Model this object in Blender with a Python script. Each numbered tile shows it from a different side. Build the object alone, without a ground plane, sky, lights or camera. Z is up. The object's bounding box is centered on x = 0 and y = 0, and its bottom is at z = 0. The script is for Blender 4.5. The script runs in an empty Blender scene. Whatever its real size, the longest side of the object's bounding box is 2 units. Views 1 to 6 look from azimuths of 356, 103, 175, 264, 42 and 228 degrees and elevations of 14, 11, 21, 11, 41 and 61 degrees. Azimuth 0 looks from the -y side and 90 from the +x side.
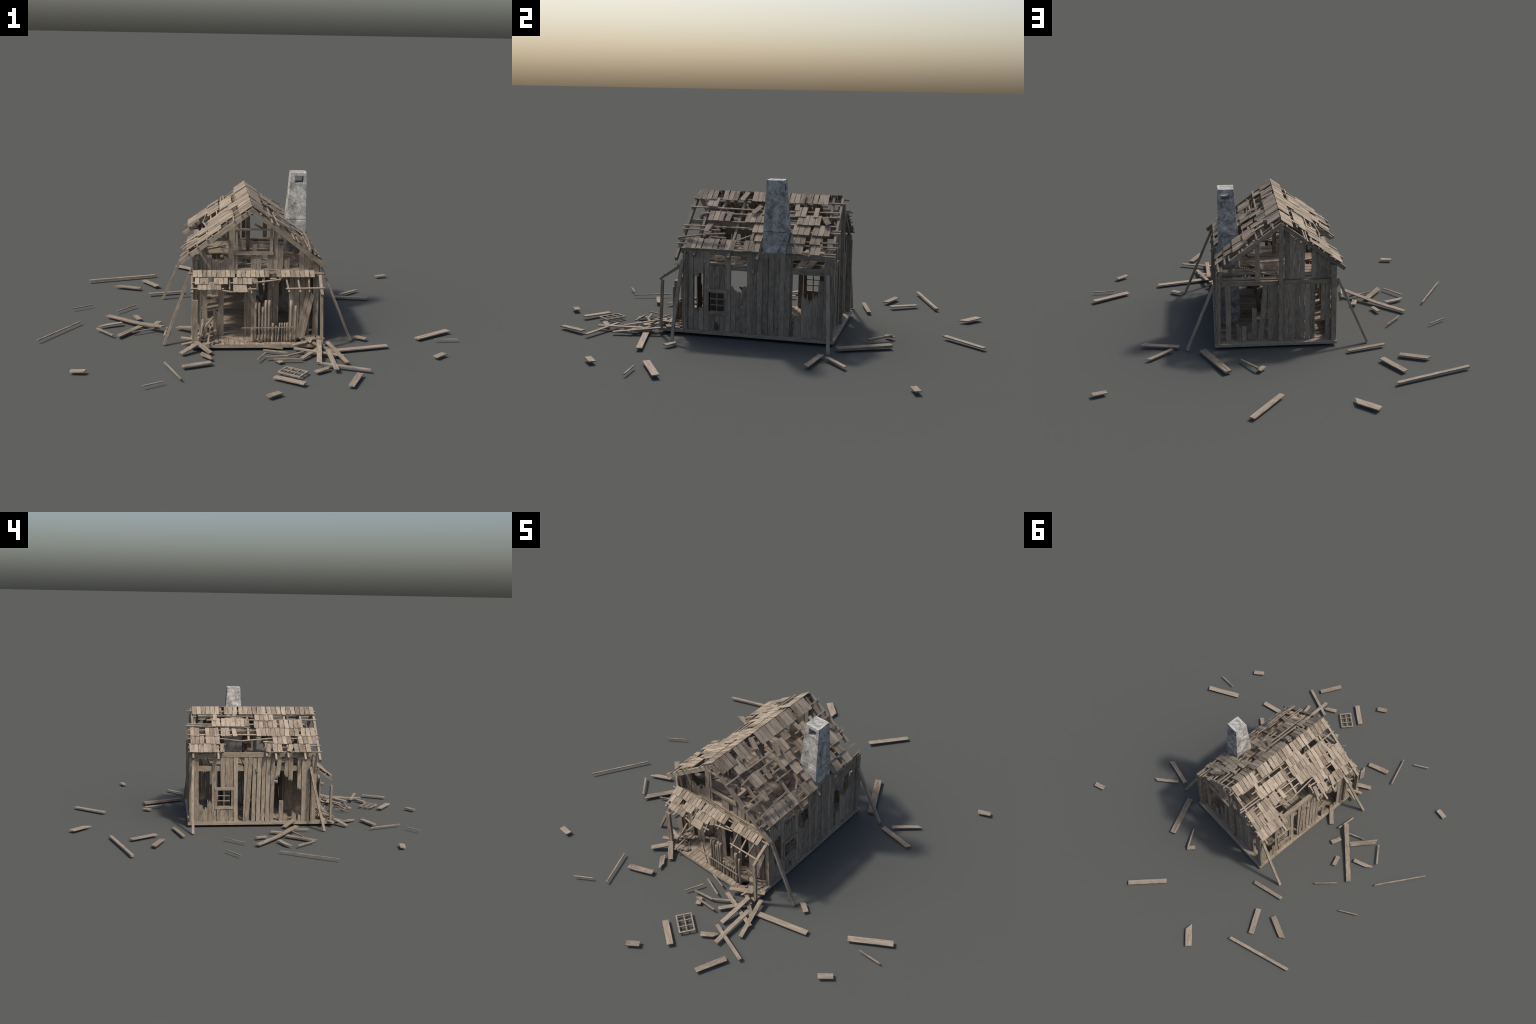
"""A ruined timber house: platform, board walls, shingle roof, porch, chimney,
raking braces and planks scattered on the ground around it."""
import math
import random
import bpy
import bmesh
from mathutils import Vector, Matrix

R = random.Random(20)

# ------------------------------------------------------------------ materials

def new_material(name):
    mat = bpy.data.materials.new(name)
    mat.use_nodes = True
    nt = mat.node_tree
    nt.nodes.clear()
    out = nt.nodes.new("ShaderNodeOutputMaterial")
    bsdf = nt.nodes.new("ShaderNodeBsdfPrincipled")
    nt.links.new(bsdf.outputs[0], out.inputs[0])
    return mat, nt, bsdf


def node(nt, kind, **values):
    n = nt.nodes.new(kind)
    for k, v in values.items():
        if k in n.inputs:
            n.inputs[k].default_value = v
        else:
            setattr(n, k, v)
    return n


def ramp(nt, stops):
    n = nt.nodes.new("ShaderNodeValToRGB")
    e = n.color_ramp.elements
    while len(e) < len(stops):
        e.new(0.5)
    for el, (p, c) in zip(e, stops):
        el.position = p
        el.color = (*c, 1.0)
    return n


def weathered_wood(name, dark, mid, light, spread=0.16, axis=0):
    """Grain runs along the given local axis; every piece takes its own patch of the noise."""
    mat, nt, bsdf = new_material(name)
    L = nt.links.new
    tc = node(nt, "ShaderNodeTexCoord")
    info = node(nt, "ShaderNodeObjectInfo")
    shift = node(nt, "ShaderNodeVectorMath", operation="SCALE")
    shift.inputs[0].default_value = (7.0, 13.0, 29.0)
    L(info.outputs["Random"], shift.inputs["Scale"])
    pos = node(nt, "ShaderNodeVectorMath", operation="ADD")
    L(tc.outputs["Object"], pos.inputs[0])
    L(shift.outputs[0], pos.inputs[1])

    def layer(scale_xyz, scale, detail, rough, distort=0.0):
        m = node(nt, "ShaderNodeMapping")
        order = {0: (0, 1, 2), 1: (1, 0, 2), 2: (2, 1, 0)}[axis]
        m.inputs["Scale"].default_value = [scale_xyz[k] for k in order]
        L(pos.outputs[0], m.inputs["Vector"])
        t = node(nt, "ShaderNodeTexNoise", Scale=scale, Detail=detail, Roughness=rough, Distortion=distort)
        L(m.outputs[0], t.inputs["Vector"])
        return t
    streak = layer((0.16, 1.0, 1.0), 115.0, 5.0, 0.62, 0.7)
    fibre = layer((0.05, 1.0, 1.0), 420.0, 3.0, 0.6)
    blotch = layer((0.55, 1.0, 1.0), 52.0, 4.0, 0.60, 0.8)
    a = node(nt, "ShaderNodeMix")
    a.inputs[0].default_value = 0.42
    L(streak.outputs["Fac"], a.inputs[2]); L(blotch.outputs["Fac"], a.inputs[3])
    b = node(nt, "ShaderNodeMix")
    b.inputs[0].default_value = 0.22
    L(a.outputs[0], b.inputs[2]); L(fibre.outputs["Fac"], b.inputs[3])
    # small tonal step from piece to piece
    step = node(nt, "ShaderNodeMapRange")
    step.inputs["To Min"].default_value = -spread / 2
    step.inputs["To Max"].default_value = spread / 2
    L(info.outputs["Random"], step.inputs["Value"])
    s = node(nt, "ShaderNodeMath", operation="ADD")
    L(b.outputs[0], s.inputs[0]); L(step.outputs[0], s.inputs[1])
    cr = ramp(nt, [(0.31, dark), (0.50, mid), (0.69, light)])
    L(s.outputs[0], cr.inputs[0])
    L(cr.outputs[0], bsdf.inputs["Base Color"])
    bsdf.inputs["Roughness"].default_value = 0.82
    bsdf.inputs["Specular IOR Level"].default_value = 0.25
    bump = node(nt, "ShaderNodeBump", Strength=0.35, Distance=0.0012)
    L(b.outputs[0], bump.inputs["Height"])
    L(bump.outputs[0], bsdf.inputs["Normal"])
    return mat


def stained_plaster(name):
    mat, nt, bsdf = new_material(name)
    L = nt.links.new
    tc = node(nt, "ShaderNodeTexCoord")
    big = node(nt, "ShaderNodeTexNoise", Scale=24.0, Detail=5.0, Roughness=0.62, Distortion=0.5)
    fine = node(nt, "ShaderNodeTexNoise", Scale=120.0, Detail=4.0, Roughness=0.7)
    for t in (big, fine):
        L(tc.outputs["Object"], t.inputs["Vector"])
    m = node(nt, "ShaderNodeMix")
    m.inputs[0].default_value = 0.38
    L(big.outputs["Fac"], m.inputs[2]); L(fine.outputs["Fac"], m.inputs[3])
    cr = ramp(nt, [(0.37, (0.110, 0.106, 0.093)), (0.46, (0.275, 0.266, 0.244)), (0.55, (0.445, 0.431, 0.400)), (0.65, (0.66, 0.64, 0.60))])
    L(m.outputs[0], cr.inputs[0])
    moss = node(nt, "ShaderNodeTexNoise", Scale=16.0, Detail=3.0, Roughness=0.6)
    mp = node(nt, "ShaderNodeMapping")
    mp.inputs["Location"].default_value = (3.1, 1.7, 0.4)
    L(tc.outputs["Object"], mp.inputs["Vector"]); L(mp.outputs[0], moss.inputs["Vector"])
    mask = ramp(nt, [(0.52, (0, 0, 0)), (0.72, (0.45, 0.45, 0.45))])
    L(moss.outputs["Fac"], mask.inputs[0])
    mix = node(nt, "ShaderNodeMix", data_type="RGBA")
    L(mask.outputs[0], mix.inputs[0]); L(cr.outputs[0], mix.inputs[6])
    mix.inputs[7].default_value = (0.25, 0.255, 0.215, 1)
    L(mix.outputs[2], bsdf.inputs["Base Color"])
    bsdf.inputs["Roughness"].default_value = 0.9
    bsdf.inputs["Specular IOR Level"].default_value = 0.2
    bump = node(nt, "ShaderNodeBump", Strength=0.5, Distance=0.0015)
    L(m.outputs[0], bump.inputs["Height"])
    L(bump.outputs[0], bsdf.inputs["Normal"])
    return mat


TONES = (0.103, 0.082, 0.061), (0.252, 0.204, 0.155), (0.390, 0.322, 0.250)
WOOD = weathered_wood("weathered_wood", *TONES, 0.13)
WOOD_Y = weathered_wood("weathered_wood_crosswise", *TONES, 0.10, 1)
WOOD_Z = weathered_wood("weathered_wood_upright", *TONES, 0.10, 2)
SHINGLE_WOOD = weathered_wood("shingle_wood", (0.108, 0.086, 0.063), (0.262, 0.211, 0.158), (0.405, 0.333, 0.256), 0.22)
PLASTER = stained_plaster("stained_plaster")

# ------------------------------------------------------------------- builders

def add_object(name, mesh, parent=None, mat=WOOD, smooth=False):
    ob = bpy.data.objects.new(name, mesh)
    bpy.context.scene.collection.objects.link(ob)
    if mat is not None and not mesh.materials:
        mesh.materials.append(mat)
    if parent is not None:
        ob.parent = parent
    if smooth:
        for p in mesh.polygons:
            p.use_smooth = True
    return ob


def frame(origin, along, face):
    """Matrix with X along the piece, Z out of its broad face."""
    x = Vector(along).normalized()
    z = Vector(face)
    z = (z - x * z.dot(x)).normalized()
    y = z.cross(x)
    m = Matrix((x, y, z)).transposed().to_4x4()
    m.translation = Vector(origin)
    return m


def plank_mesh(name, length, width, thick, start="cut", end="cut", bow=0.0, kink=0.0, wobble=0.4, segs=None, rng=R, twist=0.0):
    """A plank from x=0..length. Ends: cut, worn, broken (splintered teeth),
    skew (sawn at a slant), point (split to a tip)."""
    teeth = "broken" in (start, end) or "point" in (start, end)
    nw = 7 if "broken" in (start, end) else (4 if teeth else 2)
    nl = segs or max(2, int(length / 0.05) + 1)
    if start in ("broken", "point") or end in ("broken", "point"):
        nl += 2

    def end_shift(kind):
        sh = [0.0] * (nw + 1)
        if kind == "worn":
            sh = [rng.uniform(0, 0.002) for _ in sh]
        elif kind == "skew":
            k = rng.choice((-1, 1)) * rng.uniform(0.35, 0.9) * width
            sh = [max(0.0, k) - k * i / nw if k > 0 else -k * i / nw for i in range(nw + 1)]
        elif kind == "point":
            tip = rng.uniform(0.1, 0.9)
            sh = [abs(i / nw - tip) * rng.uniform(1.5, 2.2) * width for i in range(nw + 1)]
        elif kind == "broken":
            lean = rng.uniform(-0.8, 0.8) * width
            sh = [0.5 * abs(lean) + lean * (i / nw - 0.5) + rng.uniform(0.1, 1.0) * width * (1 if i % 2 else 0.3) for i in range(nw + 1)]
        return sh
    s0, s1 = end_shift(start), end_shift(end)
    ph = rng.uniform(0, 6)
    edge = [[rng.uniform(-1, 1) * width * 0.035 * wobble for _ in range(nl + 1)] for _ in range(2)]
    bm = bmesh.new()
    rows = []
    for i in range(nl + 1):
        t = i / nl
        centre = bow * math.sin(math.pi * t) + wobble * width * 0.03 * math.sin(5 * t + ph)
        lift = kink * (1 - abs(2 * t - 1))
        row = []
        for j in range(nw + 1):
            v = j / nw
            x = s0[j] * (1 - t) ** 2 + (length - s1[j] * t ** 2) * t + 0.0 * (1 - t)
            y = (v - 0.5) * width + centre + (edge[0][i] * (1 - v) + edge[1][i] * v)
            tw = twist * (t - 0.5) * (v - 0.5) * width
            row.append((bm.verts.new((x, y, thick + lift + tw)), bm.verts.new((x, y, lift + tw))))
        rows.append(row)
    for i in range(nl):
        for j in range(nw):
            a, b, c, d = rows[i][j], rows[i + 1][j], rows[i + 1][j + 1], rows[i][j + 1]
            bm.faces.new((a[0], b[0], c[0], d[0]))
            bm.faces.new((d[1], c[1], b[1], a[1]))
        a, b = rows[i][0], rows[i + 1][0]
        bm.faces.new((a[1], b[1], b[0], a[0]))
        a, b = rows[i][nw], rows[i + 1][nw]
        bm.faces.new((a[0], b[0], b[1], a[1]))
    for j in range(nw):
        a, d = rows[0][j], rows[0][j + 1]
        bm.faces.new((d[0], d[1], a[1], a[0]))
        a, d = rows[nl][j], rows[nl][j + 1]
        bm.faces.new((a[0], a[1], d[1], d[0]))
    me = bpy.data.meshes.new(name)
    bm.to_mesh(me)
    bm.free()
    return me


def plank(name, p0, p1, width, thick, face=(0, 0, 1), parent=None, mat=WOOD, sink=0.0, **kw):
    """Plank whose underside centre line runs p0 -> p1; thickness grows along face."""
    p0, p1 = Vector(p0), Vector(p1)
    me = plank_mesh(name, (p1 - p0).length, width, thick, **kw)
    ob = add_object(name, me, parent, mat)
    m = frame(p0, p1 - p0, face)
    if sink:
        m.translation -= m.to_3x3().col[2] * sink
    ob.matrix_local = m
    return ob


def pole(name, p0, p1, r0, r1, parent=None, sides=9):
    """A round stake with slightly uneven girth."""
    p0, p1 = Vector(p0), Vector(p1)
    length = (p1 - p0).length
    bm = bmesh.new()
    rings = []
    n = 6
    for i in range(n + 1):
        t = i / n
        rad = (r0 + (r1 - r0) * t) * R.uniform(0.95, 1.06)
        dy, dz = R.uniform(-0.0006, 0.0006), R.uniform(-0.0006, 0.0006)
        rings.append([bm.verts.new((t * length, rad * math.cos(2 * math.pi * k / sides) + dy, rad * math.sin(2 * math.pi * k / sides) + dz)) for k in range(sides)])
    for i in range(n):
        for k in range(sides):
            k2 = (k + 1) % sides
            f = bm.faces.new((rings[i][k], rings[i][k2], rings[i + 1][k2], rings[i + 1][k]))
            f.smooth = True
    bm.faces.new(reversed(rings[0]))
    bm.faces.new(rings[n])
    bmesh.ops.recalc_face_normals(bm, faces=bm.faces)
    me = bpy.data.meshes.new(name)
    bm.to_mesh(me)
    bm.free()
    ob = add_object(name, me, parent)
    ob.matrix_local = frame(p0, p1 - p0, (0.3, 0.9, 0.2))
    return ob


def joined_beams(name, beams, parent, mat=WOOD):
    """Several square beams in one mesh: (centre-line start, end, width, depth, up)."""
    bm = bmesh.new()
    for p0, p1, w, d, up in beams:
        p0, p1 = Vector(p0), Vector(p1)
        part = plank_mesh("piece", (p1 - p0).length, w, d, segs=8, wobble=0.5)
        m = frame(p0, p1 - p0, up)
        m.translation -= m.to_3x3().col[2] * d / 2
        part.transform(m)
        d = p1 - p0
        grain = max(range(3), key=lambda k: abs(d[k]))
        for p in part.polygons:
            p.material_index = grain
        bm.from_mesh(part)
        bpy.data.meshes.remove(part)
    me = bpy.data.meshes.new(name)
    bm.to_mesh(me)
    bm.free()
    for m in (WOOD, WOOD_Y, WOOD_Z):
        me.materials.append(m)
    return add_object(name, me, parent, None)


# house measures ------------------------------------------------------------
X0, X1 = -0.268, 0.309          # platform
Y0, Y1 = -0.449, 0.353
FLOOR = 0.0255
RIGHT, LEFT, FRONT, BACK = 0.2955, -0.2530, -0.3290, 0.327
RIDGE_X, RIDGE_Z = -0.003, 0.625
PITCH = {"left": 0.745, "right": 0.745}
PLATE_TOP = {"left": 0.406, "right": 0.393}

house = bpy.data.objects.new("ruined_house", None)
bpy.context.scene.collection.objects.link(house)
house["label"] = "derelict grey timber cabin with shingle roof, porch and chimney"
house["category"] = "ruined house"

# ------------------------------------------------------------------- platform
RIM = 0.0135
zc = 0.0105 + RIM / 2
floor = joined_beams("floor", [
    ((X0, Y0 + 0.009, zc), (X1, Y0 + 0.009, zc), 0.018, RIM, (0, 0, 1)),
    ((X0, Y1 - 0.009, zc), (X1, Y1 - 0.009, zc), 0.018, RIM, (0, 0, 1)),
    ((X0 + 0.009, Y0 + 0.019, zc), (X0 + 0.009, Y1 - 0.019, zc), 0.018, RIM, (0, 0, 1)),
    ((X1 - 0.009, Y0 + 0.019, zc), (X1 - 0.009, Y1 - 0.019, zc), 0.018, RIM, (0, 0, 1)),
    ((0.02, Y0 + 0.019, zc - 0.002), (0.02, Y1 - 0.019, zc - 0.002), 0.02, RIM - 0.005, (0, 0, 1)),
], house)

y = -0.337
while y < Y1 - 0.02:                       # house floor boards run across
    w = R.uniform(0.022, 0.027)
    a, b = X0 + R.uniform(-0.001, 0.006), X1 - R.uniform(-0.001, 0.006)
    up = FLOOR - 0.0045 + R.uniform(0, 0.0016)
    plank("floor_board", (a, y + w / 2, up), (b, y + w / 2, up), w - R.uniform(.001, .003), 0.0042, parent=floor, start="worn", end="worn", segs=6, twist=R.uniform(-0.04, 0.04))
    y += w
x = X0 + 0.004
while x < X1 - 0.02:                       # porch boards run front to back
    w = R.uniform(0.021, 0.025)
    w = min(w, X1 - 0.004 - x)
    up = FLOOR - 0.0045 + R.uniform(0, 0.0015)
    if R.random() < 0.12:                  # one rotted through: two short pieces
        cut = R.uniform(-0.41, -0.37)
        plank("floor_board", (x + w / 2, Y0 + 0.002, up), (x + w / 2, cut, up), w - 0.0015, 0.004, parent=floor, end="broken")
        plank("floor_board", (x + w / 2, -0.339, up), (x + w / 2, cut + 0.012, up), w - 0.0015, 0.004, parent=floor, end="broken")
    else:
        plank("floor_board", (x + w / 2, Y0 + R.uniform(0, 0.003), up), (x + w / 2, -0.339, up), w - 0.0015, 0.0042, parent=floor, start="worn", segs=4, twist=R.uniform(-0.06, 0.06))
    x += w

# ---------------------------------------------------------------------- walls
MID0, MID1 = 0.305, 0.331
BT = 0.0055                                # board thickness


def wall_board(parent, side, c, w, z0, z1, top="worn", bottom="worn", shift=0.0, push=0.0):
    """One upright board; c is its place along the wall, shift its sideways lean."""
    lean = {"right": -0.005, "left": 0.000, "front": 0.0, "back": 0.0}[side]
    h = (z1 - z0) / 0.37
    jit = R.uniform(-0.0007, 0.0012) + push
    lo, hi = c, c + shift
    k0, k1 = (z0 - FLOOR) / 0.37 * lean, (z1 - FLOOR) / 0.37 * lean
    if side == "right":
        p0, p1, n = (RIGHT - BT + jit + k0, lo, z0), (RIGHT - BT + jit + k1, hi, z1), (1, 0, 0)
    elif side == "left":
        p0, p1, n = (LEFT + BT - jit + k0, lo, z0), (LEFT + BT - jit + k1, hi, z1), (-1, 0, 0)
    elif side == "front":
        p0, p1, n = (lo, FRONT + BT - jit, z0), (hi, FRONT + BT - jit, z1), (0, -1, 0)
    else:
        p0, p1, n = (lo, BACK - BT + jit, z0), (hi, BACK - BT + jit, z1), (0, 1, 0)
    return plank("wall_board", p0, p1, w - (R.uniform(.0002, .0008) if side in ("right", "back") else R.uniform(.0004, .0016)), BT * R.uniform(0.85, 1.1), n, parent, start=bottom, end=top,
                 bow=R.uniform(-0.0012, 0.0012) * h, twist=R.uniform(-0.08, 0.08), wobble=0.7)


B = FLOOR - 0.0005
CUT, JAG = "worn", "broken"

# right wall (chimney side)
right = joined_beams("wall", [
    ((0.2785, -0.347, 0.3815), (0.2785, 0.346, 0.3805), 0.021, 0.023, (0, 0, 1)),
    ((0.2765, -0.327, 0.318), (0.2765, 0.326, 0.318), 0.021, 0.026, (0, 0, 1)),
    ((0.2905, -0.326, B), (0.2865, -0.326, 0.37), 0.024, 0.022, (0, 1, 0)),
    ((0.2930, 0.3340, B), (0.2890, 0.3340, 0.369), 0.024, 0.022, (0, 1, 0)),
    ((0.2805, 0.150, B), (0.2775, 0.150, 0.369), 0.016, 0.018, (0, 1, 0)),
], house)
for row in [(-0.3270, .0240, B, .368), (-.302, .0235, B, .385), (-.277, .023, .262, .386, JAG, "b"), (-.277, .023, B, .134, JAG),
            (-.254, .023, .278, .387, JAG, "b"), (-.253, .0235, B, .136, JAG), (-.228, .024, B, .388), (-.203, .024, .215, .335, JAG),
            (-.179, .023, .215, .331, JAG), (-.155, .023, .215, .331, JAG), (-.130, .0255, B, .389), (-.104, .022, B, .240, JAG),
            (-.080, .0245, B, .226, JAG), (-.055, .0245, B, .244, JAG), (-.031, .024, B, .390), (-.007, .022, B, .390),
            (.016, .0235, B, .391), (.042, .0255, B, .390), (.068, .025, B, .390), (.093, .0235, B, .390), (.116, .0205, B, .390),
            (.140, .0275, B, .390), (.187, .031, B, .135, JAG), (.216, .024, B, .214, JAG), (.240, .0235, B, .205, JAG),
            (.265, .0255, B, .232, JAG), (.290, .024, B, .284), (.313, .0245, B, .388), (.337, .0225, B, .386)]:
    c, w, z0, z1 = row[:4]
    hang = len(row) > 5
    wall_board(right, "right", c, w, z0, z1, push=.007 if abs(c) > .32 else 0, top=CUT if hang else (row[4] if len(row) > 4 else CUT), bottom=JAG if hang else CUT)
for c in (-.203, -.179, -.155):            # boards under the window
    wall_board(right, "right", c, .0235, B if c != -.179 else 0.045, .1005, bottom=CUT if c != -.179 else JAG)
plank("cleat", (RIGHT - 0.004, -0.0165, 0.319), (RIGHT - 0.004, -0.0165, 0.301), 0.012, 0.009, (1, 0, 0), right)

# left wall (sunny side)
left = joined_beams("wall", [
    ((-.2445, -0.347, 0.3945), (-.2445, 0.342, 0.3945), 0.023, 0.023, (0, 0, 1)),
    ((-.2360, -0.326, 0.318), (-.2360, 0.326, 0.318), 0.021, 0.026, (0, 0, 1)),
    ((-.2535, -0.328, B), (-.2500, -0.328, 0.383), 0.023, 0.019, (0, 1, 0)),
    ((-.2535, 0.3340, B), (-.2500, 0.3340, 0.383), 0.023, 0.022, (0, 1, 0)),
], house)
for row in [(.328, .0225, B, .400), (.306, .022, B, .383), (.282, .023, B, .134, JAG), (.259, .0235, B, .112, JAG), (.235, .0245, B, .153, JAG),
            (.211, .024, B, .383), (.165, .0245, .215, .383), (.141, .0225, .215, .383), (.119, .0225, .215, .383),
            (.187, .0195, B, .097), (.165, .0245, B, .097), (.142, .022, B, .097), (.119, .022, B, .097), (-.1040, .0215, B, .382, -.0045),
            (.092, .0240, B, .382, .003), (.0415, .0225, B, .382, -.0025),
            (-.0045, .0205, B, .382, -.005), (-.0300, .0225, B, .382, -.0045), (-.0540, .0210, B, .382, -.0045), (-.0795, .0225, B, .382, -.004),
            (-.281, .027, B, .381), (-.304, .020, B, .381), (-.335, .0235, B, .381)]:
    c, w, z0, z1 = row[:4]
    extra = row[4] if len(row) > 4 else 0
    wall_board(left, "left", c, w, z0, z1, top=JAG if extra == JAG else CUT, shift=0 if extra == JAG else (extra or 0), push=.009 if abs(c) > .32 else 0)
wall_board(left, "left", .0325, .0225, B, .382, shift=-.0185, push=.004)
for c, w, z0, z1 in [(-.156, .0245, B, .143), (-.180, .022, B, .078), (-.229, .024, B, .088), (-.258, .015, B, .070)]:
    wall_board(left, "left", c, w, z0, z1, top=CUT if z1 > .14 else JAG)
for c, w, z0 in [(-.181, .0225, .262), (-.206, .024, .244), (-.253, .021, .196)]:
    wall_board(left, "left", c, w, z0, .382, bottom=JAG)
wall_board(left, "left", -.131, .0235, .268, .385, shift=-.015, push=0.002, bottom=JAG)
plank("cleat", (LEFT + 0.004, -0.0205, 0.322), (LEFT + 0.004, -0.0205, 0.301), 0.010, 0.012, (-1, 0, 0), left)

# back wall
def roof_under(x, drop=0.035):
    side = "left" if x < RIDGE_X else "right"
    return RIDGE_Z - PITCH[side] * abs(x - RIDGE_X) - drop


back = joined_beams("wall", [
    ((-.250, 0.3135, 0.318), (-0.012, 0.3135, 0.319), 0.013, 0.021, (0, 0, 1)),
    ((0.010, 0.3165, 0.318), (.285, 0.3165, 0.318), 0.013, 0.021, (0, 0, 1)),
    ((-.002, 0.337, B), (-.0025, 0.333, 0.592), 0.019, 0.016, (0, 1, 0)),
], house)
for row in [(.244, .0245, B, .312), (.195, .022, B, .120, JAG), (.170, .0235, B, .100), (.143, .021, B, .076, JAG), (.121, .022, B, .195, "skew"),
            (.045, .0235, B, .310), (.021, .0235, B, .310), (-.028, .0255, B, .314), (-.055, .0255, B, .314), (-.080, .0245, B, .314),
            (-.105, .0235, B, .314), (-.130, .0225, B, .313), (-.154, .0245, B, .312), (-.227, .0235, B, .311)]:
    c, w, z0, z1 = row[:4]
    wall_board(back, "back", c, w, z0, z1, top=row[4] if len(row) > 4 else CUT, push=-.008)
wall_board(back, "back", .093, .0245, B, .310, shift=-.024, push=-.005)
wall_board(back, "back", -.203, .021, .108, .312, bottom=JAG, push=-.008)
for c in (-.033, -.056, -.080, -.104, -.158, -.181, -.204, -.228):
    wall_board(back, "back", c, .0232, .330, roof_under(c, .032), push=-.016, top="skew" if abs(c) < .2 else CUT)
wall_board(back, "back", .106, .022, .326, .534, push=0.001)
plank("wall_board", (.012, .325, .345), (.028, .322, .395), .012, .005, (0, 1, 0), back)

# front wall
front = joined_beams("wall", [
    ((-.250, -0.3165, 0.310), (.290, -0.3165, 0.310), 0.012, 0.026, (0, 0, 1)),
    ((-.075, -0.3180, 0.405), (.096, -0.3180, 0.405), 0.010, 0.014, (0, 0, 1)),
    ((-.075, -0.3175, 0.5125), (.098, -0.3175, 0.5115), 0.009, 0.007, (0, 0, 1)),
    ((.0865, -0.3160, 0.4115), (.0865, -0.3160, 0.509), 0.013, 0.011, (0, 1, 0)),
], house)
for row in [(-.255, .026, B, .400), (-.230, .019, B, .325), (-.207, .0235, B, .325), (-.158, .0225, B, .150, "skew"), (-.134, .0255, B, .325),
            (-.026, .011, B, .325), (-.0115, .0165, B, .325), (.010, .0245, B, .325), (.085, .024, B, .325), (.110, .0255, B, .325),
            (.180, .0235, B, .325), (.204, .0235, B, .325), (.229, .0235, B, .325), (.252, .0225, B, .325), (.291, .0255, B, .382),
            (.060, .020, B, .190, JAG)]:
    c, w, z0, z1 = row[:4]
    wall_board(front, "front", c, w, z0, z1, top=row[4] if len(row) > 4 else CUT)
for row in [(-.229, .0225, roof_under(-.229, .028)), (-.208, .0205, roof_under(-.208, .028)), (-.187, .0205, .390, JAG), (-.166, .020, .386, JAG),
            (-.147, .018, .382, JAG), (-.130, .015, .376, JAG), (-.112, .0215, .393, "skew"), (-.088, .0265, roof_under(-.088, .03)), (-.0665, .0115, roof_under(-.0665, .03)),
            (.008, .0245, .399), (.032, .0225, .399, "skew"), (.083, .0265, .399), (.1065, .0205, roof_under(.1065, .03)), (.1285, .023, .450, JAG),
            (.158, .0235, .390, JAG), (.224, .023, roof_under(.224, .02)), (.2475, .0225, roof_under(.2475, .02)), (.2695, .0185, roof_under(.2695, .02))]:
    wall_board(front, "front", row[0], row[1], .3180, row[2], top=row[3] if len(row) > 3 else CUT, push=-.014)
plank("wall_board", (.211, -.346, B), (.255, -.335, .236), .018, .005, (0, -1, 0.1), front, start="worn")
plank("wall_board", (.228, -.360, B), (.275, -.337, .230), .018, .005, (0, -1, 0.1), front, start="worn", end="skew")

# inner partition behind the door
partition = joined_beams("partition", [((.006, -.318, .300), (.006, -.196, .300), .010, .012, (0, 0, 1)), ((.006, -.202, B), (.006, -.202, .294), .012, .012, (0, 1, 0))], house)
for i, c in enumerate((-.3150, -.2910, -.2670, -.2430, -.2185)):
    plank("wall_board", (-.006 + R.uniform(-.001, .001), c, B), (-.006, c + R.uniform(-.003, .003), .305), .0235, .005, (1, 0, 0), partition, start="worn", end="worn")
plank("wall_board", (.070, -.02, B), (.108, .015, .20), .020, .005, (0, 1, 0), partition, end="broken")

# -------------------------------------------------------------------- windows

def bars(name, w, h, rim, depth, bar, parent):
    """Rim and 2 x 3 panes of glazing bars, X across, Y up, Z out of the wall."""
    bm = bmesh.new()

    def box(x0, x1, y0, y1, z0, z1):
        r = bmesh.ops.create_cube(bm, size=1.0)["verts"]
        for v in r:
            v.co = Vector(((x0 + x1) / 2 + v.co.x * (x1 - x0), (y0 + y1) / 2 + v.co.y * (y1 - y0), (z0 + z1) / 2 + v.co.z * (z1 - z0)))
    box(-w / 2, -w / 2 + rim, -h / 2, h / 2, 0, depth)
    box(w / 2 - rim, w / 2, -h / 2, h / 2, 0, depth)
    box(-w / 2 + rim, w / 2 - rim, -h / 2, -h / 2 + rim, 0, depth * 0.97)
    box(-w / 2 + rim, w / 2 - rim, h / 2 - rim, h / 2, 0, depth * 0.97)
    me = bpy.data.meshes.new(name)
    bm.to_mesh(me)
    bm.free()
    ob = add_object(name, me, parent)
    iw, ih = w / 2 - rim, h / 2 - rim
    t = depth * 0.6
    for p0, p1 in [((0, -ih, 0), (0, ih, 0)), ((-iw, -ih / 3, 0.0006), (iw, -ih / 3, 0.0006)), ((-iw, ih / 3, 0.0006), (iw, ih / 3, 0.0006))]:
        plank("glazing_bar", p0, p1, bar, t, (0, 0, 1), ob, wobble=0.2, segs=2)
    return ob


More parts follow.
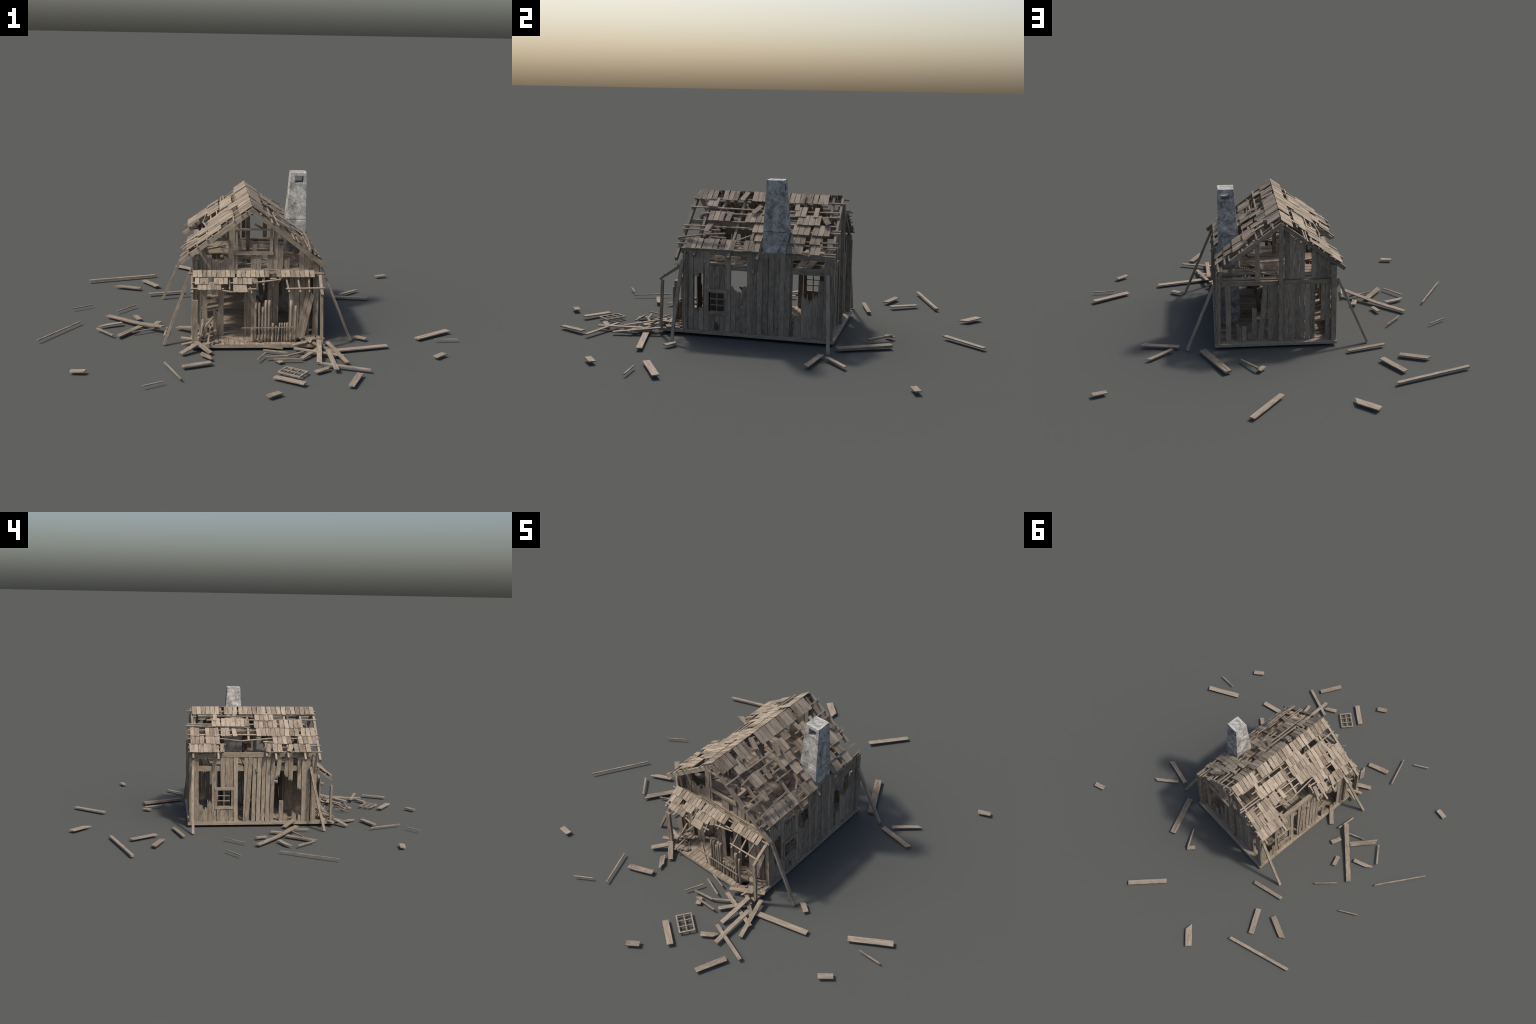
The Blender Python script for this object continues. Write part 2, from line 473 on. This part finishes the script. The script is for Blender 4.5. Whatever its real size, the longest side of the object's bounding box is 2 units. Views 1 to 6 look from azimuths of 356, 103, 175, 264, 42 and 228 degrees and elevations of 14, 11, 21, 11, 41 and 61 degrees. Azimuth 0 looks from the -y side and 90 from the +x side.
def window(centre, across, w, h, out):
    """House window: flat casing round a small sash."""
    x = Vector(across)
    m = frame(centre, across, out)
    ob = bars("window", w - 0.018, h - 0.024, 0.006, 0.006, 0.0046, house)
    ob.matrix_local = m
    cas = 0.0155
    for p0, p1, wd, d in [((-w / 2 - .003, h / 2 - cas / 2, -.001), (w / 2 + .003, h / 2 - cas / 2, -.001), cas, .0085),
                          ((-w / 2 - .001, -h / 2 + cas / 2, -.001), (w / 2 + .001, -h / 2 + cas / 2, -.001), cas, .0080),
                          ((-w / 2 + cas / 2, -h / 2 + cas, -.001), (-w / 2 + cas / 2, h / 2 - cas, -.001), cas, .0070),
                          ((w / 2 - cas / 2, -h / 2 + cas, -.001), (w / 2 - cas / 2, h / 2 - cas, -.001), cas, .0070)]:
        plank("casing", p0, p1, wd, d, (0, 0, 1), ob, segs=3, wobble=0.3)
    return ob


window((RIGHT - 0.0035, -.179, .159), (0, 1, 0), .093, .118, (1, 0, 0))
window((LEFT + 0.0035, .157, .156), (0, -1, 0), .096, .121, (-1, 0, 0))

# ----------------------------------------------------------------- loft floor
loft = joined_beams("loft_floor", [
    ((0.010, -.310, .3135), (0.010, .310, .3135), .016, .024, (0, 0, 1)),
    ((-.125, -.310, .3135), (-.125, .310, .3135), .014, .022, (0, 0, 1)),
    ((.140, -.310, .3135), (.140, .310, .3135), .014, .022, (0, 0, 1)),
    ((-.001, -.033, .334), (-.003, -.033, .598), .018, .018, (0, 1, 0)),      # king post
    ((0.018, -.236, .334), (0.018, -.236, .425), .020, .012, (0, 1, 0)),
], house)
LX0, LX1 = -.240, .280
y = -.322
i = 0
while y < .285:
    w = R.uniform(.033, .040)
    a, b, zs = LX0 + R.uniform(0, .012), LX1 - R.uniform(0, .012), .3258
    if -.005 < y + w / 2 - .07 < .075 or .02 < y + w / 2 < .135:
        b = min(b, .176)                   # stop short of the chimney
    c = y + w / 2
    kw = dict(parent=loft, segs=8, twist=R.uniform(-.08, .08), kink=R.uniform(-.001, .002), wobble=.8)
    if -.215 < c < -.150:                  # rotted opening in the middle
        plank("loft_board", (a, c, zs), (R.uniform(-.02, .004), c, zs), w - .003, .006, end="broken", **kw)
        plank("loft_board", (b, c, zs), (.058 + R.uniform(0, .02), c, zs), w - .003, .006, end="broken", **kw)
    elif -.125 < c < -.045:                # collapsed at the left wall
        plank("loft_board", (-.135 + R.uniform(0, .03), c, zs), (b, c, zs), w - .003, .006, start="broken", **kw)
    elif .085 < c < .120:                  # missing at the left wall
        plank("loft_board", (-.150, c, zs), (b, c, zs), w - .003, .006, start="broken", **kw)
    elif .14 < c < .180 or .24 < c < .262:
        plank("loft_board", (a, c, zs), (R.uniform(.03, .10), c, zs), w - .004, .006, end="broken", **kw)
    elif i % 7 == 5:
        plank("loft_board", (a, c + .004, zs + .001), (b, c - .006, zs + .001), w - .010, .006, **kw)
    else:
        plank("loft_board", (a, c, zs), (b, c, zs), w - R.uniform(.002, .005), .006, start="worn", end="worn", **kw)
    y += w
    i += 1
for p0, p1, w in [((.06, .205, .3325), (.16, .135, .350), .010), ((-.19, .06, .3325), (-.10, .11, .340), .016), ((-.05, -.27, .3325), (.05, -.20, .3325), .014),
                  ((.12, .02, .3325), (.16, -.11, .341), .018), ((-.20, -.25, .3325), (-.13, -.14, .3325), .020), ((.02, .27, .3325), (.13, .24, .346), .009),
                  ((.20, -.27, .3325), (.245, -.16, .3325), .020)]:
    plank("loose_board", p0, p1, w, .005, (0, 0, 1), loft, end="broken")
for p0, p1, w in [((-.10, -.20, FLOOR), (.03, -.28, FLOOR), .020), ((.12, .20, FLOOR), (.04, .11, FLOOR), .022), ((-.19, -.22, FLOOR), (-.12, -.29, FLOOR + .004), .024),
                  ((-.20, .27, FLOOR), (-.10, .22, FLOOR), .016), ((.05, -.05, FLOOR), (.16, .02, FLOOR), .02), ((-.215, -.15, FLOOR), (-.20, -.25, FLOOR + .006), .02),
                  ((.105, .05, FLOOR), (.02, -.15, .17), .009)]:
    plank("loose_board", p0, p1, w, .005, (0, 0, 1), floor, end="broken")

# ------------------------------------------------------------------ main roof
roof = joined_beams("roof", [
    ((-.003, -.350, .592), (-.003, .335, .592), .010, .020, (0, 0, 1)),
    ((.131, -.352, .492), (.131, .325, .490), .012, .020, (0, 0, 1)),
    ((-.131, -.335, .493), (-.131, .335, .493), .012, .018, (0, 0, 1)),
], house)


def on_roof(side, y, s, lift=0.0):
    """Point on a roof slope: y along the ridge, s down the slope, lift off it."""
    m = PITCH[side]
    k = math.sqrt(1 + m * m)
    sg = -1 if side == "left" else 1
    p = Vector((RIDGE_X + sg * s / k, y, RIDGE_Z - m * s / k))
    return p + Vector((sg * m / k, 0, 1 / k)) * lift


def roof_normal(side):
    m = PITCH[side]
    return Vector(((-1 if side == "left" else 1) * m, 0, 1))


SHINGLES = [plank_mesh("shingle", .068, .0250, .0030, "worn", "worn", wobble=.7, segs=3, twist=R.uniform(-.05, .05)) for _ in range(9)]
SHINGLES += [plank_mesh("shingle", .068, .0250, .0030, "worn", "skew", wobble=.7, segs=3) for _ in range(0)]
for me in SHINGLES:
    me.materials.append(SHINGLE_WOOD)


def shingle(side, y, s_low, length=.068, width=.0250, tilt=0.0, low=.0008, high=-.0030, parent=None):
    s_top = s_low - length * math.cos(tilt)
    a = on_roof(side, y - length * math.sin(tilt), max(s_top, 0.0005), high)
    b = on_roof(side, y, s_low, low)
    ob = bpy.data.objects.new("shingle", R.choice(SHINGLES))
    bpy.context.scene.collection.objects.link(ob)
    ob.parent = parent or roof
    m = frame(a, b - a, roof_normal(side))
    ob.matrix_local = m @ Matrix.Diagonal(((b - a).length / .068, width / .0250, 1, 1))
    return ob


def course(side, s_low, runs, length=.068, **kw):
    for y0, y1, n in runs:
        step = (y1 - y0) / n
        for i in range(n):
            shingle(side, y0 + step * (i + .5) + R.uniform(-.0006, .0006), s_low + R.uniform(-.0012, .0012), length,
                    step * R.uniform(.88, .935), R.gauss(0, .012), **kw)


# sunny slope, ridge course first: (from y, to y, how many shingles)
course("left", .067, [(.175, .324, 6), (.073, .148, 3), (-.088, .066, 6), (-.172, -.093, 3), (-.360, -.173, 7)], low=.0015, high=-.001)
course("left", .117, [(.188, .211, 1), (-.125, -.020, 4)], low=.0030)
course("left", .161, [(.171, .220, 2), (.010, .167, 6)])
course("left", .171, [(-.143, -.013, 5), (-.287, -.155, 5)])
course("left", .234, [(.289, .340, 2), (.182, .258, 3), (.122, .173, 2), (-.258, -.022, 9), (-.348, -.269, 3)])
course("left", .293, [(.263, .339, 3), (.180, .258, 3), (-.211, -.109, 4), (-.351, -.248, 4)])
course("left", .354, [(.198, .346, 6), (.158, .182, 1), (-.155, -.103, 2), (-.274, -.219, 2), (-.312, -.284, 1)])
shingle("left", .094, .234, .062, .024, -.13)
shingle("left", -.077, .352, .066, .0245, .15)
shingle("left", -.191, .352, .064, .0245, .27, low=.003)
# chimney slope
course("right", .0686, [(-.354, -.254, 4), (-.227, -.153, 3), (-.086, .162, 10), (.173, .270, 4)], low=.0020, high=-.001)
course("right", .116, [(-.291, -.239, 2), (.026, .070, 2), (.123, .145, 1)], low=.0030)
course("right", .157, [(-.020, .025, 2), (.132, .184, 2), (.215, .238, 1)], low=.0045, high=-.001)
course("right", .2095, [(-.265, -.189, 3), (-.090, .012, 4), (.055, .105, 2), (.149, .255, 4)], low=.0060, high=.000)
course("right", .2706, [(-.043, .008, 2), (.138, .218, 3), (.227, .307, 3)], low=.0050, high=-.001)
course("right", .3230, [(-.025, .012, 1), (.136, .207, 3), (.225, .275, 2)], low=.0025)
course("right", .3785, [(-.327, -.254, 3), (-.250, -.178, 3), (-.173, -.101, 3), (-.065, .012, 3), (.132, .202, 3), (.235, .281, 2)], low=-.0035, high=-.0025, length=.064)
shingle("right", -.133, .067, .062, .0240, -.30, low=.005, high=.001)
shingle("right", -.060, .156, .064, .0230, -.46, low=.012, high=.007)
shingle("right", -.170, .212, .064, .0240, -.10, low=.010, high=.005)
shingle("right", -.256, .280, .064, .0240, -.21, low=.007)
shingle("right", .295, .206, .058, .0240, .49, low=.013, high=.008)


def batten(side, y0, s0, y1, s1, kind="cut"):
    if side == "right":                    # same laths as seen from the side, put on the slope
        s0, s1 = s0 * 1.03 + .006, s1 * 1.03 + .006
    plank("batten", on_roof(side, y0, s0, -.0068), on_roof(side, y1, s1, -.0068), .0068, .0050, roof_normal(side), roof, end=kind, wobble=1.2)


for row in [(.354, .034, -.369, .036), (.293, .071, -.012, .074), (-.142, .066, -.368, .062), (.246, .104, -.368, .101), (.352, .136, -.296, .137),
            (.360, .148, .009, .161), (.350, .182, -.357, .184), (.348, .217, -.364, .218), (.351, .245, .182, .245), (.182, .245, .063, .264),
            (.063, .264, -.104, .244), (-.104, .245, -.369, .246), (.351, .284, .148, .289), (-.056, .269, -.110, .275), (-.200, .297, -.369, .299),
            (.352, .311, .183, .312), (-.057, .312, -.321, .313), (.351, .345, .162, .347), (-.090, .347, -.369, .347)]:
    batten("left", *row)
for row in [(-.370, .044, -.012, .044), (.0, .043, .351, .044), (-.369, .104, .02, .109), (.101, .107, .329, .102), (-.308, .146, -.265, .140),
            (-.265, .140, .02, .138), (.109, .139, .333, .132), (-.162, .187, .015, .189), (-.370, .223, .02, .222), (.118, .188, .325, .186),
            (-.371, .246, -.192, .244), (.124, .222, .350, .213), (.126, .237, .350, .227), (-.230, .285, -.155, .289),
            (-.373, .310, .012, .308), (-.372, .333, .012, .333), (.128, .286, .348, .286), (.130, .310, .350, .311), (.132, .350, .349, .350), (-.345, .360, .012, .360)]:
    batten("right", *row)
plank("batten", on_roof("right", -.374, .321, -.002), on_roof("right", -.155, .300, .018), .0075, .0060, roof_normal("right"), roof, kink=.006)
plank("batten", on_roof("right", -.093, .320, .002), on_roof("right", -.045, .282, -.005), .0065, .0050, roof_normal("right"), roof, end="point")


def rafter(side, y0, y1, s0, s1, depth=.018, width=.0105, kind="worn", drop=0.0):
    a = on_roof(side, y0, s0, -.0066 - depth)
    b = on_roof(side, y1, s1, -.0066 - depth - drop)
    plank("rafter", a, b, width, depth, roof_normal(side), roof, end=kind, wobble=.8, bow=R.uniform(-.001, .001))


for row in [(-.356, -.355, .002, .402, .0200, .012), (-.281, -.276, .004, .398), (-.189, -.185, .004, .384), (-.118, -.118, .12, .399), (-.069, -.069, .26, .375),
            (.018, .022, .004, .255), (.105, .107, .004, .225), (.191, .192, .004, .393), (.325, .326, .004, .385, .0190, .011)]:
    rafter("left", *row)
for row in [(-.357, -.358, .002, .432, .0200, .012), (-.283, -.281, .004, .410), (-.196, -.224, .004, .135), (-.122, -.122, .004, .412), (-.042, -.038, .004, .372),
            (.017, .006, .30, .411), (.165, .168, .004, .385), (.289, .292, .004, .160), (.330, .330, .004, .30, .0190, .011), (.232, .232, .10, .385)]:
    rafter("right", *row, drop=.005 if row[3] > .36 else 0)
plank("rafter", (.052, .325, .400), (.105, .318, .372), .010, .006, (0, 1, 0), roof, end="broken")

# -------------------------------------------------------------------- chimney

def chimney():
    bm = bmesh.new()
    rings = [(.0255, .181, .2790, .0215, .1280), (.4850, .1835, .2790, .0230, .1290)]
    upper = [(.4866, .1842, .2785, .0236, .1284), (.7115, .2025, .2785, .0355, .1105)]
    for pair in (rings, upper):
        cols = []
        n = 10
        for i in range(n + 1):
            t = i / n
            z, xa, xb, ya, yb = [pair[0][k] + (pair[1][k] - pair[0][k]) * t for k in range(5)]
            loop = []
            m = 6
            for (cx, cy), (dx, dy) in zip([(xa, ya), (xb, ya), (xb, yb), (xa, yb)], [(xb, ya), (xb, yb), (xa, yb), (xa, ya)]):
                for k in range(m):
                    f = k / m
                    loop.append(bm.verts.new((cx + (dx - cx) * f, cy + (dy - cy) * f, z)))
            cols.append(loop)
        N = len(cols[0])
        for i in range(n):
            for k in range(N):
                bm.faces.new((cols[i][k], cols[i][(k + 1) % N], cols[i + 1][(k + 1) % N], cols[i + 1][k]))
        bm.faces.new(list(reversed(cols[0])))
        bm.faces.new(cols[n])
    me = bpy.data.meshes.new("chimney")
    bm.to_mesh(me)
    bm.free()
    ob = add_object("chimney", me, house, PLASTER)
    cut = bpy.data.meshes.new("flue_cutter")
    bm = bmesh.new()
    bmesh.ops.create_cube(bm, size=1.0)
    for v in bm.verts:
        v.co = Vector((.2433 + v.co.x * .040, .073 + v.co.y * .3, .6775 + v.co.z * .031))
    bm.to_mesh(cut)
    bm.free()
    cutter = bpy.data.objects.new("flue_cutter", cut)
    bpy.context.scene.collection.objects.link(cutter)
    b = ob.modifiers.new("flue", "BOOLEAN")
    b.object = cutter
    b.solver = "EXACT"
    bev = ob.modifiers.new("worn_edges", "BEVEL")
    bev.width = .0022
    bev.segments = 2
    bev.limit_method = "ANGLE"
    bev.angle_limit = math.radians(50)
    bpy.context.view_layer.update()
    deps = bpy.context.evaluated_depsgraph_get()
    final = bpy.data.meshes.new_from_object(ob.evaluated_get(deps))
    ob.modifiers.clear()
    ob.data = final
    bpy.data.objects.remove(cutter)
    return ob


chimney()

# ---------------------------------------------------------------------- porch
PORCH_M = .73
PK = math.sqrt(1 + PORCH_M ** 2)
PN = Vector((0, -PORCH_M, 1))


def on_porch(x, s, lift=0.0):
    return Vector((x, -.350 - s / PK, .333 - PORCH_M * s / PK)) + PN.normalized() * lift


porch = joined_beams("porch", [((-.268, -.3360, .3145), (.308, -.3360, .3145), .012, .021, (0, 0, 1))], house)


def porch_shingle(x, s_low, width, tilt=0.0, sag=0.0, length=.044):
    a = on_porch(x - length * math.sin(tilt), s_low - length * math.cos(tilt), -.0022)
    b = on_porch(x, s_low, .0030 - sag)
    ob = bpy.data.objects.new("shingle", R.choice(SHINGLES))
    bpy.context.scene.collection.objects.link(ob)
    ob.parent = porch
    ob.matrix_local = frame(a, b - a, PN) @ Matrix.Diagonal((length / .068, width / .0250, 1, 1))


for s_low, runs in [(.040, [(-.260, -.075, 9), (-.069, .075, 7), (.106, .252, 7), (.255, .276, 1)]),
                    (.079, [(-.251, -.190, 3), (-.169, -.107, 3), (-.085, -.001, 4)]), (.111, [(-.240, -.137, 5)])]:
    for x0, x1, n in runs:
        st = (x1 - x0) / n
        for i in range(n):
            porch_shingle(x0 + st * (i + .5), s_low + R.uniform(-.0012, .0012), st * R.uniform(.87, .93), R.gauss(0, .016))
for i, (t, s) in enumerate([(.0, .117), (.03, .119), (.10, .118)]):
    porch_shingle(-.0745 + .0208 * i, s, .020, t, .006)
porch_shingle(.018, .071, .020, .50, .002, .040)
for x0, s0, x1, s1 in [(-.282, .010, .110, .010), (.095, .010, .320, .010), (-.264, .062, -.105, .063), (-.095, .063, .004, .062), (-.269, .094, -.125, .096),
                       (-.131, .106, -.084, .113), (-.021, .098, .015, .096), (.024, .060, .124, .044), (.145, .095, .314, .092), (-.10, .113, -.02, .110), (.078, .039, .106, .039)]:
    plank("batten", on_porch(x0, s0, -.009), on_porch(x1, s1, -.009), .0058, .0058, PN, porch, wobble=1.0)
for x0, s0, x1, s1, w in [(.147, .002, .159, .110, .0062), (.199, .002, .208, .110, .0062), (.250, .002, .248, .110, .0062), (.302, .0, .302, .125, .0135), (-.262, .0, -.263, .112, .0100),
                          (-.018, .05, -.004, .116, .0060), (.047, .002, .047, .072, .0060), (-.10, .002, -.10, .095, .006), (-.20, .002, -.20, .110, .006)]:
    plank("rafter", on_porch(x0, s0, -.0185), on_porch(x1, s1, -.0185), w, .0095, PN, porch, wobble=1.0)
joined = [((.307, -.4400, FLOOR - .001), (.3015, -.4315, .246), .0125, .0115), ((-.2515, -.4320, FLOOR - .001), (-.2500, -.4330, .224), .0250, .0115)]
for p0, p1, w, d in joined:
    plank("post", p0, p1, w, d, (0, -1, 0), porch, sink=d / 2, wobble=.6)
for xt, xb, top, r in [(.001, .002, .093, .0064), (.016, .016, .207, .0058), (.031, .032, .207, .0053), (.046, .046, .187, .0053), (.0595, .0600, .217, .0062),
                       (.0745, .0750, .217, .0062), (.092, .091, .113, .0058), (.106, .105, .101, .0036), (.122, .114, .114, .0037), (.133, .133, .114, .0036),
                       (.144, .145, .114, .0036), (.155, .156, .114, .0057), (.171, .171, .217, .0068), (.191, .191, .193, .0053)]:
    pole("picket", (xb, -.417 + R.uniform(-.001, .001), FLOOR - .001), (xt, -.417, top), r * 1.04, r, porch)
plank("rail", (-.049, -.4285, .0960), (.188, -.4285, .0975), .0050, .0045, (0, -1, 0), porch, wobble=1.0, start="point")

# --------------------------------------------------------------------- braces
for foot, head in [((-.387, -.3765, .0), (-.2660, -.312, .330)), ((.4535, -.337, .0), (.3100, -.335, .345)),
                   ((-.418, .3305, .0), (-.2680, .3255, .338)), ((.4395, .3525, .0), (.3085, .322, .316))]:
    f, h = Vector(foot) + Vector((0, 0, .0032)), Vector(head)
    plank("brace", f, h, .0138, .0115, (1 if f.x > 0 else -1, 0, .5), house, sink=.006, wobble=1.0, bow=.002)

# ---------------------------------------------- planks scattered on the ground
def loose(p0, p1, w, t=.0048, **kw):
    ob = plank("loose_plank", p0, p1, w, t, (0, 0, 1), None, **kw)
    stick = w < .012
    ob["label"] = "thin weathered splintered wooden stick on the ground" if stick else "broken grey brown weathered plank on the ground"
    ob["category"] = "stick" if stick else "plank"
    if stick:
        ob.name = "loose_stick"
    return ob


def flat(x0, y0, x1, y1, w, **kw):
    t = kw.pop("t", .0048 if w > .012 else .0048)
    z = kw.pop("z", .0125)
    tilt = R.uniform(-.0015, .0015)
    loose((x0, y0, z - t * .60 + tilt), (x1, y1, z - t * .60 - tilt), w, t, twist=R.uniform(-.06, .06), **kw)


# round the chimney side and behind the house
for row in [(.833, -.537, .781, -.581, .028), (.931, -.232, .757, -.338, .030), (.655, .298, .475, .329, .024, "skew"), (.621, .457, .509, .357, .019, "skew"),
            (.778, .732, .838, .755, .027), (.121, .597, .092, .556, .023), (.175, .994, .034, .816, .026), (-.258, .883, -.359, .966, .036, "skew"),
            (-.452, .523, -.536, .653, .030), (-.543, .491, -.681, .539, .030, "cut", "skew"), (-.308, .433, -.493, .382, .020), (.472, -.303, .525, -.342, .025, "skew")]:
    flat(*row[:5], start=row[5] if len(row) > 5 else "worn", end=row[6] if len(row) > 6 else "worn")
flat(.368, .376, .255, .599, .033, t=.011, z=.012)
flat(-.471, .758, -.830, .635, .0165, t=.010, start="skew")
flat(.948, -.356, .837, -.358, .007, start="point")
pole_ob = pole("loose_stick", (.194, .487, .012), (.121, .590, .020), .0055, .0052)
pole_ob["label"], pole_ob["category"] = "round weathered wooden pole lying on the ground", "stick"
# left of the house
for row in [(-.421, -.080, -.439, -.140, .025), (-.504, -.154, -.602, -.293, .028, "worn", "skew"), (-.514, -.048, -.539, .013, .023), (-.594, -.100, -.703, -.147, .022, "cut", "point"),
            (-.692, -.718, -.754, -.710, .027), (-.182, -.625, -.303, -.672, .028), (-.171, -.585, -.229, -.513, .023, "point", "skew")]:
    flat(*row[:5], start=row[5] if len(row) > 5 else "worn", end=row[6] if len(row) > 6 else "worn", t=.0055 if row[4] > .024 else .0048)
for row in [(-.380, -.178, -.389, -.290, .008), (-.418, -.183, -.536, -.240, .008), (-.620, -.280, -.703, -.184, .009), (-.548, .176, -.632, .076, .007, "point"),
            (-.787, -.079, -.945, -.348, .007, "point"), (-.764, .181, -.856, .121, .006), (-.373, -.836, -.452, -.886, .006), (-.305, -.811, -.376, -.632, .007)]:
    flat(*row[:5], start=row[5] if len(row) > 5 else "cut", wobble=1.2, z=.0145)
loose((-.396, -.224, .032), (-.535, -.102, .014), .027, .0050)
loose((-.533, -.104, .0135), (-.671, .018, .009), .027, .0050)
loose((-.258, -.228, .030), (-.331, -.163, .009), .025, .0050)
# in front of the porch
for row in [(.081, -.954, .029, -.991, .028), (.186, -.871, .070, -.789, .028), (.423, -.766, .364, -.895, .026), (.314, -.694, .244, -.740, .024, "point")]:
    flat(*row[:5], start=row[5] if len(row) > 5 else "worn", t=.0056)
for row in [(.014, -.608, .054, -.525, .0055), (.046, -.487, .148, -.526, .0065), (.046, -.449, .133, -.476, .0065), (.051, -.578, .148, -.563, .010),
            (.148, -.563, .241, -.500, .010), (.083, -.602, .198, -.604, .009)]:
    flat(*row[:5], wobble=1.2, z=.016)
flat(.115, -.624, .094, -.586, .024, z=.009)
loose((.474, -.730, .0105), (.269, -.660, .0165), .016, .005)
# collapsed heap at the right porch corner
loose((.332, -.429, .028), (.390, -.638, .0075), .020)
loose((.291, -.467, .048), (.272, -.632, .008), .0215)
loose((.324, -.510, .019), (.331, -.734, .015), .020)
loose((.178, -.495, .022), (.385, -.567, .013), .019, start="worn")
loose((.292, -.483, .020), (.205, -.583, .009), .0185, end="worn")
loose((.240, -.435, .040), (.355, -.525, .013), .019)
loose((.318, -.500, .0085), (.602, -.429, .0085), .0270)
loose((.175, -.473, .028), (.324, -.393, .032), .020, end="worn")
loose((.249, -.400, .036), (.276, -.448, .046), .030)
loose((.285, -.343, .0285), (.270, -.400, .034), .017)
loose((.222, -.372, FLOOR + .001), (.262, -.382, .032), .018)
loose((.300, -.350, FLOOR + .001), (.302, -.410, .030), .016)
loose((.262, -.440, .047), (.250, -.478, .038), .007, end="point")
loose((.310, -.470, .030), (.292, -.500, .022), .018, end="broken")
loose((.345, -.470, .016), (.360, -.545, .010), .016)
# collapsed heap at the left porch corner
loose((-.247, -.440, .036), (-.182, -.510, .008), .024)
loose((-.242, -.457, .030), (-.309, -.515, .008), .025)
loose((-.256, -.396, .027), (-.155, -.362, .060), .019)
loose((-.263, -.360, .122), (-.214, -.391, .052), .016, end="skew")
loose((-.166, -.350, .120), (-.236, -.376, .044), .017)
loose((-.312, -.379, .033), (-.215, -.400, FLOOR + .002), .018)
loose((-.305, -.440, .022), (-.190, -.380, .028), .018)
loose((-.195, -.465, .030), (-.179, -.345, .086), .007, end="point")
loose((-.215, -.348, .110), (-.228, -.420, FLOOR + .002), .009)
loose((-.120, -.355, FLOOR + .004), (-.020, -.425, FLOOR + .001), .007)

fallen = bars("fallen_window", .104, .074, .0062, .0060, .0036, None)
fallen.matrix_local = frame((.150, -.741, .0088), (-.084, .060, 0), (0, 0, 1)) @ Matrix.Diagonal((1, 1, 1, 1))
for ch in list(fallen.children):
    bpy.data.objects.remove(ch)
for p0, p1 in [((-.0463, 0, .0015), (.0463, 0, .0015)), ((-.0165, -.0313, .001), (-.0165, .0313, .001)), ((.0165, -.0313, .001), (.0165, .0313, .001))]:
    plank("glazing_bar", p0, p1, .0046, .0044, (0, 0, 1), fallen, wobble=.2, segs=2)
fallen["label"] = "fallen wooden sash frame with six empty panes"
fallen["category"] = "window frame"

# splinters and broken shingle bits on the porch
bm = bmesh.new()
for n, cx, cy, sx, sy in [(20, -.195, -.400, .050, .035), (16, .262, -.405, .045, .035), (10, .10, -.385, .12, .03)]:
    for _ in range(n):
        part = plank_mesh("bit", R.uniform(.008, .026), R.uniform(.006, .016), R.uniform(.003, .007), end="skew", segs=1)
        m = Matrix.Translation((cx + R.uniform(-sx, sx), cy + R.uniform(-sy, sy), FLOOR + R.uniform(0, .006)))
        m = m @ Matrix.Rotation(R.uniform(0, 6.28), 4, "Z") @ Matrix.Rotation(R.uniform(-.25, .25), 4, "Y")
        part.transform(m)
        bm.from_mesh(part)
        bpy.data.meshes.remove(part)
me = bpy.data.meshes.new("splinters")
bm.to_mesh(me)
bm.free()
bits = add_object("splinters", me, house)
bits["kind"] = "stuff"
